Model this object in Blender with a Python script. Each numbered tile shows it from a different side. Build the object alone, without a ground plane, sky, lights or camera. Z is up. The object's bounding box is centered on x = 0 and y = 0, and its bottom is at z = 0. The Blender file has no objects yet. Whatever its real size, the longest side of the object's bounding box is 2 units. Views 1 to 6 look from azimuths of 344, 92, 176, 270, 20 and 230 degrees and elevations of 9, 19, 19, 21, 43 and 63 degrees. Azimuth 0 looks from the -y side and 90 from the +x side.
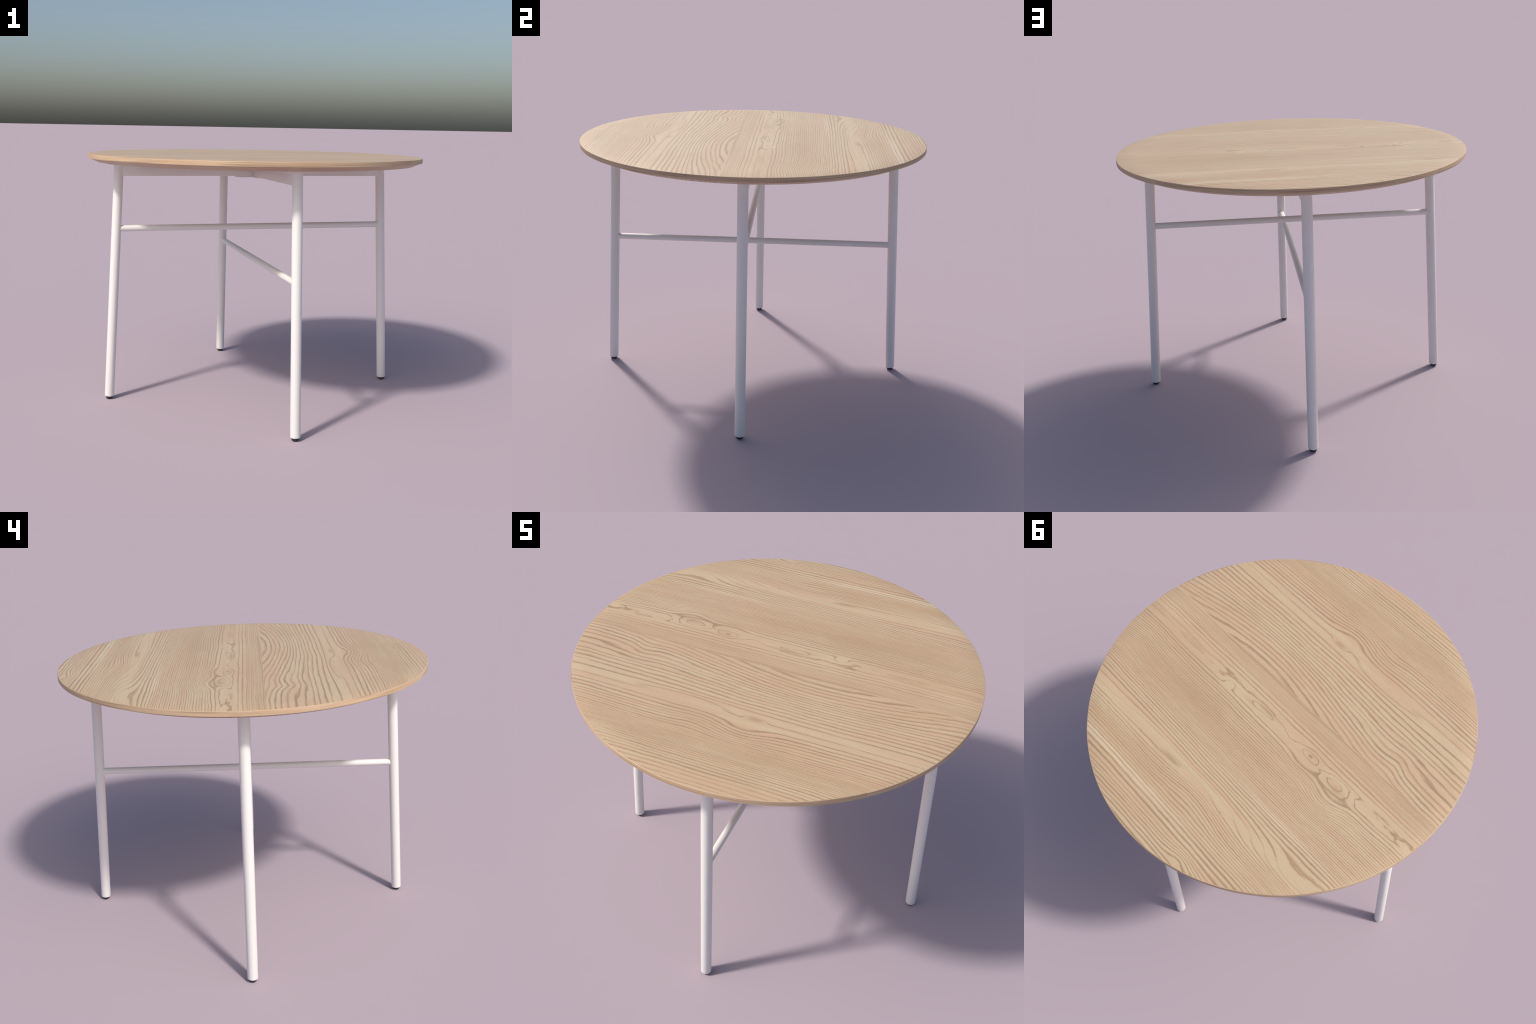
"""Round dining table: ash veneer top with an under-bevel and edge banding,
four splayed white tubular legs, crossing stretchers and a steel beam cross."""
import bpy, bmesh, math
from math import pi, sin, cos, radians
from mathutils import Vector, Matrix

# ------------------------------------------------------------------ sizes (m)
TOP_Z = 1.4748          # rim of the upper face
CROWN = 0.0049          # the flat middle stands this much above the rim
TOP_R = 1.000           # outer radius, with the edge band
BAND_T = 0.0035         # thickness of the edge band
EDGE_LOW = 1.4495       # lower end of the upright edge
UNDER_Z = 1.4254        # flat underside
UNDER_R = 0.938         # where the under-bevel ends
SEAM_Y = -0.105         # veneer joint

LEG_R = 0.0280
LEG_FOOT_RADIAL, LEG_SLOPE = 0.8947, 0.0507   # radial(z) = foot - slope * z
LEG_BOTTOM = 0.0152
BAR_R = 0.0184
BAR_X_Z, BAR_Y_Z = 1.037, 0.836
BEAM_W, BEAM_LOW = 0.0410, 1.3468


# ------------------------------------------------------------- node shorthand
class Val:
    """A shader socket that can be used in ordinary arithmetic."""
    def __init__(self, g, s):
        self.g, self.s = g, s

    def _m(self, op, *a, clamp=False):
        return self.g.math(op, self, *a, clamp=clamp)

    def __add__(self, o): return self._m('ADD', o)
    __radd__ = __add__
    def __sub__(self, o): return self._m('SUBTRACT', o)
    def __rsub__(self, o): return self.g.math('SUBTRACT', o, self)
    def __mul__(self, o): return self._m('MULTIPLY', o)
    __rmul__ = __mul__
    def __truediv__(self, o): return self._m('DIVIDE', o)
    def __neg__(self): return self._m('MULTIPLY', -1.0)


class Graph:
    def __init__(self, name):
        self.mat = bpy.data.materials.new(name)
        self.mat.use_nodes = True
        self.t = self.mat.node_tree
        self.n = self.t.nodes
        self.bsdf = self.n['Principled BSDF']

    def put(self, sock, v):
        if isinstance(v, Val):
            self.t.links.new(v.s, sock)
        else:
            sock.default_value = v

    def math(self, op, *a, clamp=False):
        nd = self.n.new('ShaderNodeMath')
        nd.operation, nd.use_clamp = op, clamp
        for i, v in enumerate(a):
            self.put(nd.inputs[i], v)
        return Val(self, nd.outputs[0])

    def xyz(self):
        tc = self.n.new('ShaderNodeTexCoord')
        sp = self.n.new('ShaderNodeSeparateXYZ')
        self.t.links.new(tc.outputs['Object'], sp.inputs[0])
        return [Val(self, o) for o in sp.outputs]

    def vec(self, x, y, z=0.0):
        nd = self.n.new('ShaderNodeCombineXYZ')
        for s, v in zip(nd.inputs, (x, y, z)):
            self.put(s, v)
        return Val(self, nd.outputs[0])

    def noise(self, v, detail=1.0, rough=0.5):
        """Noise recentred on zero, roughly -0.5 .. 0.5."""
        nd = self.n.new('ShaderNodeTexNoise')
        nd.inputs['Scale'].default_value = 1.0
        nd.inputs['Detail'].default_value = detail
        nd.inputs['Roughness'].default_value = rough
        self.put(nd.inputs['Vector'], v)
        return Val(self, nd.outputs[0]) - 0.5

    def white(self, v):
        nd = self.n.new('ShaderNodeTexWhiteNoise')
        nd.noise_dimensions = '1D'
        self.put(nd.inputs['W'], v)
        return Val(self, nd.outputs['Value'])

    def smooth(self, v, a, b):
        nd = self.n.new('ShaderNodeMapRange')
        nd.interpolation_type = 'SMOOTHSTEP'
        self.put(nd.inputs['Value'], v)
        self.put(nd.inputs['From Min'], a)
        self.put(nd.inputs['From Max'], b)
        return Val(self, nd.outputs[0])

    def bell(self, u, cu, su, v=None, cv=0.0, sv=1.0):
        """exp(-((u-cu)/su)^2 - ((v-cv)/sv)^2)"""
        d = (u - cu) / su
        q = d * d
        if v is not None:
            e = (v - cv) / sv
            q = q + e * e
        return self.math('EXPONENT', -q)

    def mix(self, f, a, b, mode='MIX'):
        nd = self.n.new('ShaderNodeMix')
        nd.data_type, nd.blend_type = 'RGBA', mode
        nd.clamp_factor = True
        self.put(nd.inputs[0], f)
        for s, v in ((nd.inputs[6], a), (nd.inputs[7], b)):
            self.put(s, v if isinstance(v, Val) else (*v, 1.0))
        return Val(self, nd.outputs[2])

    def curve(self, v, pts):
        """Smooth curve through control points; x in 0..1."""
        nd = self.n.new('ShaderNodeFloatCurve')
        c = nd.mapping.curves[0]
        c.points[0].location, c.points[1].location = pts[0], pts[-1]
        for p in pts[1:-1]:
            c.points.new(*p)
        nd.mapping.update()
        self.put(nd.inputs['Value'], v)
        return Val(self, nd.outputs[0])

    def finish(self, colour, rough, bump=None, strength=0.1, dist=0.002):
        b = self.bsdf
        if isinstance(colour, Val):
            self.put(b.inputs['Base Color'], colour)
        else:
            b.inputs['Base Color'].default_value = (*colour, 1.0)
        self.put(b.inputs['Roughness'], rough)
        if bump is not None:
            nd = self.n.new('ShaderNodeBump')
            nd.inputs['Strength'].default_value = strength
            nd.inputs['Distance'].default_value = dist
            self.put(nd.inputs['Height'], bump)
            self.t.links.new(nd.outputs[0], b.inputs['Normal'])
        return self.mat


# ------------------------------------------------------------------ materials
def ring_count(spacings):
    """(width of strip, distance between growth rings) -> curve of ring number,
    normalised to 0..1 in both directions."""
    pts, d, r = [(0.0, 0.0)], 0.0, 0.0
    for w, s in spacings:
        d += w
        r += w / s
        pts.append((d, r))
    return [(a / d, b / r) for a, b in pts], d, r


def ash_veneer():
    g = Graph('ash_veneer')
    x, y, z = g.xyz()
    # the joint wavers a little; below it lies the second leaf of veneer
    leaf = g.math('LESS_THAN', y, SEAM_Y)
    off = leaf * 7.3

    # --- bending of the grain
    slow = g.noise(g.vec(x * 0.9, y * 1.7, off), 0.0)
    mid = g.noise(g.vec(x * 3.2, y * 5.0, off + 3.0), 1.0)
    fine = g.noise(g.vec(x * 13.0, y * 24.0, off + 5.0), 1.0)
    tiny = g.noise(g.vec(x * 48.0, y * 120.0, off + 9.0), 1.0)
    waver = g.smooth(g.noise(g.vec(x * 1.4, y * 4.0, off + 12.0), 0.0), -0.12, 0.2)
    bend = slow * 0.030 + mid * (waver * 0.022 * (1.0 - 0.55 * leaf) + 0.006) + fine * 0.0050 + tiny * 0.0018

    # --- leaf A, y > seam: distance d from the seam
    dA = y - SEAM_Y + bend
    dA = dA - 0.050 * g.bell(x, -0.53, 0.11, y, 0.19, 0.10)   # pushed aside by the knot
    dA = dA - 0.020 * g.bell(x, -0.30, 0.10, y, 0.15, 0.05)
    dA = dA + 0.022 * g.bell(x, 0.83, 0.10, y, 0.30, 0.16)    # kink near the far end
    dA = dA + 0.030 * g.bell(x, -0.10, 0.22, y, 0.66, 0.06)
    ptsA, wA, nA = ring_count([
        (0.075, 0.0085), (0.035, 0.016), (0.030, 0.022), (0.085, 0.060),
        (0.060, 0.017), (0.080, 0.0135), (0.130, 0.0115), (0.050, 0.0105),
        (0.060, 0.0150), (0.040, 0.020), (0.080, 0.038), (0.070, 0.0145),
        (0.060, 0.013), (0.060, 0.018), (0.060, 0.025), (0.070, 0.016),
        (0.090, 0.020)])
    pA = g.curve(dA / wA, ptsA) * nA
    knots = [(0.29, 0.098, 0.045, 0.022, 1.3), (0.08, 0.078, 0.100, 0.016, 1.6),
             (-0.15, 0.060, 0.070, 0.018, -0.9), (-0.31, 0.078, 0.070, 0.024, 1.7),
             (-0.51, 0.098, 0.090, 0.036, 2.4), (-0.74, 0.094, 0.150, 0.024, -1.0),
             
             (0.05, 0.580, 0.450, 0.038, 1.5), (-0.72, 0.575, 0.26, 0.075, -3.0),
             (-0.30, 0.900, 0.090, 0.035, 1.8)]
    for cx, cy, sx, sy, amp in knots:
        pA = pA + amp * g.bell(x, cx, sx, y, cy, sy)
    curl = g.noise(g.vec(x * 7.0, y * 22.0, 21.0), 2.0)
    pA = pA + curl * 2.4 * g.bell(y, 0.080, 0.038) * g.smooth(x, 0.95, 0.2)

    # --- leaf B, y < seam
    dB = SEAM_Y - y + bend
    # half an eye of grain cut off by the joint: its lines run out into the joint
    dB = dB + 0.125 * (1.0 - g.bell(x, 0.26, 0.60)) * g.bell(y, SEAM_Y, 0.20)
    dB = dB + 0.012 * g.noise(g.vec(x * 7.0, y * 6.0, 61.0), 1.0) * g.bell(y, SEAM_Y, 0.12) * g.smooth(x, -0.2, -0.6)
    dB = dB - 0.040 * g.bell(x, 0.06, 0.12, y, -0.585, 0.075)
    dB = dB + 0.020 * g.bell(x, -0.16, 0.12, y, -0.620, 0.070)
    dB = dB - 0.018 * g.bell(x, -0.62, 0.07, y, -0.200, 0.08)
    ptsB, wB, nB = ring_count([
        (0.060, 0.034), (0.060, 0.024), (0.070, 0.0185), (0.060, 0.0180),
        (0.060, 0.021), (0.040, 0.027), (0.080, 0.050), (0.050, 0.024),
        (0.060, 0.019), (0.040, 0.015), (0.110, 0.0082), (0.050, 0.013),
        (0.060, 0.019), (0.090, 0.022)])
    pB = g.curve(dB / wB, ptsB) * nB
    for cx, cy, sx, sy, amp in [(0.085, -0.496, 0.045, 0.018, 0.8),
                                (-0.25, -0.470, 0.25, 0.030, 0.9)]:
        pB = pB + amp * g.bell(x, cx, sx, y, cy, sy)
    phase = pA + (pB - pA) * leaf + off
    # uneven years: rings sit closer here, wider there
    phase = phase + 0.85 * g.noise(g.vec(x * 0.5, (y + bend) * 22.0, off + 71.0), 1.0)
    strip = g.smooth(y, -0.005, -0.045) * (1.0 - leaf)        # dense band along the joint
    phase = phase + 2.2 * strip * g.noise(g.vec(x * 0.3, (y + bend) * 75.0, 77.0), 0.0)

    # --- growth rings: pale spring wood, a dark line with one hard side
    fr = g.math('FRACT', phase)
    ring = g.math('FLOOR', phase)
    vary = g.white(ring + 0.37)
    wide = g.math('MINIMUM', g.bell(y, 0.082, 0.050) + g.bell(y, 0.582, 0.050)
                  + g.bell(y, -0.495, 0.045), 1.0)
    ragged = g.noise(g.vec(x * 34.0, y * 420.0, off + 90.0), 1.0)
    fr2 = fr + ragged * (0.26 - 0.16 * wide) * g.smooth(fr, 0.1, 0.4) * (1.0 - g.smooth(fr, 0.85, 0.99))
    late = g.smooth(fr2, 0.41 + 0.36 * wide + 0.06 * leaf, 0.84 + 0.08 * wide) * (1.0 - g.smooth(fr, 0.90, 1.0))
    crowd = g.math('ABSOLUTE', g.noise(g.vec(x * 2.2, y * 9.0, off + 31.0), 1.0))
    broken = g.smooth(g.noise(g.vec(x * 9.0, y * 150.0, off + 95.0), 2.0), -0.06, 0.16)
    dense = g.math('MINIMUM', g.bell(y, 0.29, 0.13) + g.bell(y, -0.745, 0.06), 1.0)
    late = late * (1.0 - 0.36 * broken) * (1.0 - 0.15 * dense)
    # plain patches, and the lineless heart of each flat-sawn strip
    plain_patch = g.smooth(g.noise(g.vec(x * 1.7, y * 8.0, off + 57.0), 1.0), 0.02, 0.20)
    heart = g.math('MINIMUM', g.bell(y, -0.482, 0.022) + g.bell(y, 0.580, 0.026)
                   + 1.1 * g.bell(y, 0.070, 0.024) * g.smooth(x, 0.34, 0.46), 1.0)
    late = late * (1.0 - 0.32 * plain_patch) * (1.0 - 0.75 * heart)
    late = late * (0.84 + 0.60 * vary + 0.25 * wide) * (1.0 - crowd * 0.9) * (1.0 - 0.35 * strip)
    # pores: short dark dashes lying in the rings
    pores = g.smooth(g.noise(g.vec(x * 48.0, y * 430.0, 2.0), 1.0), 0.08, 0.24)
    fibre = g.noise(g.vec(x * 11.0, y * 260.0, off), 2.0)
    speck = g.noise(g.vec(x * 160.0, y * 330.0, off), 1.0)
    late = late + pores * (0.16 + 0.42 * late)

    # --- drifting tone: straw, pink, brown
    tone = g.noise(g.vec(x * 1.1, y * 5.5, off + 40.0), 2.0)
    tone2 = g.noise(g.vec(x * 2.1, y * 3.0, off + 50.0), 1.0)
    patch = g.noise(g.vec(x * 2.2, (y + bend) * 34.0, off + 44.0), 2.0)
    base = g.mix(g.smooth(tone * 0.55 + patch * 0.8 + (g.white(ring + 5.1) - 0.5) * 0.14, -0.16, 0.18), PALE, PINK)
    rust = (0.34 * strip
            + 0.50 * g.bell(x, 0.62, 0.36, y, 0.28, 0.12)
            + 0.30 * g.bell(x, 0.10, 0.35, y, 0.30, 0.10)
            + 0.55 * g.bell(x, 0.42, 0.50, y, 0.72, 0.05)
            + 0.55 * g.bell(x, 0.75, 0.40, y, 0.90, 0.06)
            + 0.35 * g.bell(x, 0.35, 0.5, y, -0.735, 0.05)
            + 0.35 * g.smooth(tone2, 0.02, 0.25)
            + 0.55 * g.bell(y, SEAM_Y + 0.006, 0.008) * g.bell(x, 0.22, 0.22))
    base = g.mix(rust, base, BROWN)
    # blotches inside the knots
    blot = (0.85 * g.bell(x, 0.085, 0.040, y, -0.496, 0.014)
            + 0.60 * g.bell(x, -0.53, 0.050, y, 0.118, 0.022)
            + 0.85 * g.bell(x, 0.03, 0.070, y, 0.066, 0.012)
            + 0.45 * g.bell(x, 0.14, 0.040, y, 0.090, 0.010)
            + 0.45 * g.bell(x, -0.32, 0.050, y, 0.070, 0.012)
            + 0.45 * g.bell(x, 0.93, 0.060, y, -0.125, 0.010)
            + 0.70 * g.bell(x, -0.24, 0.008, y, 0.610, 0.007))
    base = g.mix(blot * 0.85, base, LINE)
    # pale streaks
    pale = (0.85 * g.bell(y + bend * 1.2, 0.796, 0.014) * g.smooth(x, -0.25, 0.1)
            + 0.45 * g.bell(y + bend * 1.2, 0.816, 0.006) * g.smooth(x, -0.2, 0.2)
            + 0.70 * g.bell(y + bend * 1.2, 0.432, 0.014) * g.bell(x, -0.48, 0.24)
            + 0.55 * strip * g.smooth(g.noise(g.vec(x * 0.8, (y + bend) * 190.0, 83.0), 1.0), 0.06, 0.18)
            + 0.80 * g.bell(y, SEAM_Y + 0.003, 0.0022) * g.smooth(x, 0.15, 0.6))
    base = g.mix(pale, base, CREAM)
    col = g.mix(late * (1.0 - 0.45 * pale) * 1.0, base, g.mix(vary, LINE, LINE2))
    shade = 1.0 + fibre * 0.24 + speck * 0.20
    col = g.mix(1.0, col, g.vec(shade, shade, shade), 'MULTIPLY')
    g.bsdf.inputs['Specular IOR Level'].default_value = 0.5
    return g.finish(col, 0.41, fibre * 0.6 - late, 0.05, 0.0008)


def edge_wood():
    g = Graph('ash_edge_band')
    x, y, z = g.xyz()
    rnd = g.n.new('ShaderNodeObjectInfo')
    k = Val(g, rnd.outputs['Random']) * 20.0
    wob = g.noise(g.vec(x * 4.0, y * 4.0, z * 18.0 + k), 1.0) * 0.010
    rings = g.noise(g.vec(x * 2.2, y * 2.2, (z + wob) * 190.0 + k), 2.0, 0.6)
    fibre = g.noise(g.vec(x * 14.0, y * 14.0, z * 500.0 + k), 2.0)
    line = g.smooth(rings, 0.0, 0.14)
    tone = g.noise(g.vec(x * 2.6, y * 2.6, z * 40.0 + k), 1.0)
    col = g.mix(g.smooth(tone, -0.15, 0.2), EDGE_PALE, EDGE_TAN)
    col = g.mix(line * 0.85, col, LINE2)
    s = 1.0 + fibre * 0.22
    col = g.mix(1.0, col, g.vec(s, s, s), 'MULTIPLY')
    return g.finish(col, 0.5)


def plain(name, colour, rough, grain=0.0):
    g = Graph(name)
    x, y, z = g.xyz()
    n = g.noise(g.vec(x * 40.0, y * 40.0, z * 40.0), 2.0)
    s = 1.0 + n * grain
    col = g.mix(1.0, colour, g.vec(s, s, s), 'MULTIPLY')
    return g.finish(col, rough)


PALE = (0.568, 0.434, 0.276)
PINK = (0.558, 0.386, 0.246)
BROWN = (0.470, 0.310, 0.180)
CREAM = (0.650, 0.525, 0.365)
LINE = (0.395, 0.252, 0.142)
LINE2 = (0.352, 0.240, 0.142)
EDGE_PALE = (0.560, 0.408, 0.265)
EDGE_TAN = (0.515, 0.355, 0.222)

M_TOP = ash_veneer()
M_EDGE = edge_wood()
M_STEEL = plain('white_powder_coat', (0.805, 0.785, 0.755), 0.45, 0.02)
M_FOOT = plain('black_plastic', (0.018, 0.019, 0.020), 0.45, 0.10)


# -------------------------------------------------------------------- helpers
def add(name, bm, mat, parent, smooth_angle=None):
    bmesh.ops.recalc_face_normals(bm, faces=bm.faces)
    me = bpy.data.meshes.new(name)
    bm.to_mesh(me)
    bm.free()
    me.materials.append(mat)
    if smooth_angle is not None:
        me.shade_smooth()
        me.set_sharp_from_angle(angle=radians(smooth_angle))
    ob = bpy.data.objects.new(name, me)
    bpy.context.collection.objects.link(ob)
    ob.parent = parent
    return ob


def lathe(profile, seg=64, a0=0.0, a1=2 * pi):
    """Revolve (radius, z) points about z; a part turn gets end caps."""
    bm = bmesh.new()
    full = abs(a1 - a0 - 2 * pi) < 1e-6
    steps = seg if full else seg + 1
    rows = []
    for i in range(steps):
        a = a0 + (a1 - a0) * i / seg
        rows.append([(r, z, a) for r, z in profile])
    poles = {}
    grid = []
    for row in rows:
        line = []
        for j, (r, z, a) in enumerate(row):
            if r < 1e-7:
                if j not in poles:
                    poles[j] = bm.verts.new((0, 0, z))
                line.append(poles[j])
            else:
                line.append(bm.verts.new((r * cos(a), r * sin(a), z)))
        grid.append(line)
    for i in range(seg):
        p, q = grid[i], grid[(i + 1) % steps]
        for j in range(len(profile) - 1):
            f = list(dict.fromkeys((p[j], q[j], q[j + 1], p[j + 1])))
            if len(f) > 2:
                bm.faces.new(f)
    return bm, grid


def tube(p, q, r, seg=40, bevel=0.0, cuts=1):
    """Round bar from p to q, its ends slightly rounded."""
    d = Vector(q) - Vector(p)
    L = d.length
    b = bevel
    prof = [(0, 0)]
    prof += [(r - b + b * sin(t), b - b * cos(t)) for t in [i * pi / 10 for i in range(6)]] if b else [(r, 0)]
    prof += [(r, L * i / cuts) for i in range(1, cuts)]
    prof += [(r - b + b * cos(t), L - b + b * sin(t)) for t in [i * pi / 10 for i in range(6)]] if b else [(r, L)]
    prof += [(0, L)]
    bm, _ = lathe(prof, seg)
    rot = Vector((0, 0, 1)).rotation_difference(d.normalized()).to_matrix().to_4x4()
    bmesh.ops.transform(bm, matrix=Matrix.Translation(Vector(p)) @ rot, verts=bm.verts)
    return bm


def slab(outline, z0, z1, bevel=0.0015):
    bm = bmesh.new()
    lo = [bm.verts.new((x, y, z0)) for x, y in outline]
    f = bm.faces.new(lo)
    up = bmesh.ops.extrude_face_region(bm, geom=[f])
    bmesh.ops.translate(bm, vec=(0, 0, z1 - z0),
                        verts=[v for v in up['geom'] if isinstance(v, bmesh.types.BMVert)])
    bmesh.ops.recalc_face_normals(bm, faces=bm.faces)
    if bevel:
        edges = [e for e in bm.edges if e.calc_face_angle(0) > radians(40)]
        bmesh.ops.bevel(bm, geom=edges, offset=bevel, segments=2, affect='EDGES', profile=0.5)
    return bm


def rounded_rect(x0, x1, y0, y1, r, n=6):
    out = []
    for cx, cy, a in ((x1 - r, y1 - r, 0), (x0 + r, y1 - r, 90), (x0 + r, y0 + r, 180), (x1 - r, y0 + r, 270)):
        out += [(cx + r * cos(radians(a + 90 * i / n)), cy + r * sin(radians(a + 90 * i / n))) for i in range(n + 1)]
    return out


def radial(z):
    return LEG_FOOT_RADIAL - LEG_SLOPE * z


# ---------------------------------------------------------------------- build
table = bpy.data.objects.new('round_table', None)
bpy.context.collection.objects.link(table)
table['label'] = 'round pale ash dining table on four white tubular steel legs'
table['category'] = 'table'

# tabletop: flat veneer face, thin rim, bevel running in underneath
R0 = TOP_R - BAND_T
RIM = 0.912     # from here the face eases down to the rim
top_prof = [(0, TOP_Z + CROWN), (0.5, TOP_Z + CROWN)]
top_prof += [(RIM + (R0 - RIM) * i / 10, TOP_Z + CROWN * (1 - (i / 10) ** 2)) for i in range(11)]
top_prof += [
            (R0, EDGE_LOW), (R0 - 0.002, EDGE_LOW - 0.0006), (UNDER_R + 0.005, UNDER_Z + 0.0015),
            (UNDER_R - 0.006, UNDER_Z), (0.5, UNDER_Z), (0, UNDER_Z)]
bm, _ = lathe(top_prof, 256)
tabletop = add('tabletop', bm, M_TOP, table, 30)
# edge band: four lengths of ash lipping, butted a little off the diagonals
B = 0.0022
band_prof = [(R0, EDGE_LOW), (TOP_R - 0.0008, EDGE_LOW), (TOP_R, EDGE_LOW + 0.0008)]
band_prof += [(TOP_R - B + B * cos(t), TOP_Z - 0.0002 - B + B * sin(t)) for t in [i * pi / 8 for i in range(5)]]
band_prof += [(R0, TOP_Z - 0.0002)]
JOINTS = [42.6 + 90 * i for i in range(4)]
for a in JOINTS:
    bm, grid = lathe(band_prof + [band_prof[0]], 64, radians(a) + 0.0002, radians(a + 90) - 0.0002)
    bmesh.ops.remove_doubles(bm, verts=bm.verts, dist=1e-6)
    bmesh.ops.holes_fill(bm, edges=[e for e in bm.edges if e.is_boundary])
    add('edge_band', bm, M_EDGE, tabletop, 40)

# legs with a glide foot each, and the plate that screws them to the top
axis_tilt = math.atan(LEG_SLOPE)
leg_mesh = foot_mesh = plate_mesh = None
for i in range(4):
    turn = i * pi / 2
    if i == 0:
        # local frame of a leg: radial direction is +x
        leg = add('leg', tube((radial(LEG_BOTTOM), 0, LEG_BOTTOM), (radial(UNDER_Z), 0, UNDER_Z - 0.002),
                              LEG_R, 48, 0.0045), M_STEEL, table, 40)
        foot_prof = [(0, 0), (0.0155, 0), (0.0182, 0.0012), (0.0199, 0.0040), (0.0203, 0.0075),
                     (0.0198, 0.0105), (0.0186, 0.0122), (0.0186, 0.0220), (0, 0.0220)]
        bm, _ = lathe(foot_prof, 40)
        bmesh.ops.transform(bm, matrix=Matrix.Translation((radial(0.008), 0, 0)), verts=bm.verts)
        foot = add('foot_glide', bm, M_FOOT, leg, 40)
        plate = add('mounting_plate', slab(rounded_rect(0.715, 0.890, -0.100, 0.100, 0.034), UNDER_Z - 0.0105, UNDER_Z + 0.001),
                    M_STEEL, table, 40)
        first = (leg, foot, plate)
    else:
        leg, foot, plate = (o.copy() for o in first)
        for o in (leg, foot, plate):
            bpy.context.collection.objects.link(o)
        foot.parent = leg
        leg.rotation_euler.z = plate.rotation_euler.z = turn

# stretchers: one along x, one along y and lower, so that they pass each other
e = radial(BAR_X_Z) - 0.012
add('stretcher', tube((-e, 0, BAR_X_Z), (e, 0, BAR_X_Z), BAR_R, 36), M_STEEL, table, 40)
e = radial(BAR_Y_Z) - 0.012
add('stretcher', tube((0, -e, BAR_Y_Z), (0, e, BAR_Y_Z), BAR_R, 36), M_STEEL, table, 40)

# beam cross under the top: one through beam and two half beams
h = BEAM_W / 2
e = radial(1.385) - 0.010


def beam(x0, x1, y0, y1, deeper=0.0):
    pts = [(x0, y0), (x1, y0), (x1, y1), (x0, y1)]
    return slab(pts, BEAM_LOW - deeper, UNDER_Z + 0.001, 0.0008)


add('support_beam', beam(-e, e, -h, h), M_STEEL, table, 40)
add('support_beam', beam(-h, h, h, e, 0.0012), M_STEEL, table, 40)
add('support_beam', beam(-h, h, -e, -h, 0.0012), M_STEEL, table, 40)

# round-ended plus-shaped plate that ties the beams together
w, L = 0.0215, 0.125
cross = []
for k in range(4):
    rot = Matrix.Rotation(k * pi / 2, 2)
    arm = [(w, -w)] + [(L - w + w * cos(t), w * sin(t)) for t in [radians(-90 + 18 * i) for i in range(11)]]
    cross += [tuple(rot @ Vector(p)) for p in arm]
add('connector_plate', slab(cross, BEAM_LOW - 0.0078, BEAM_LOW + 0.0010, 0.001), M_STEEL, table, 40)
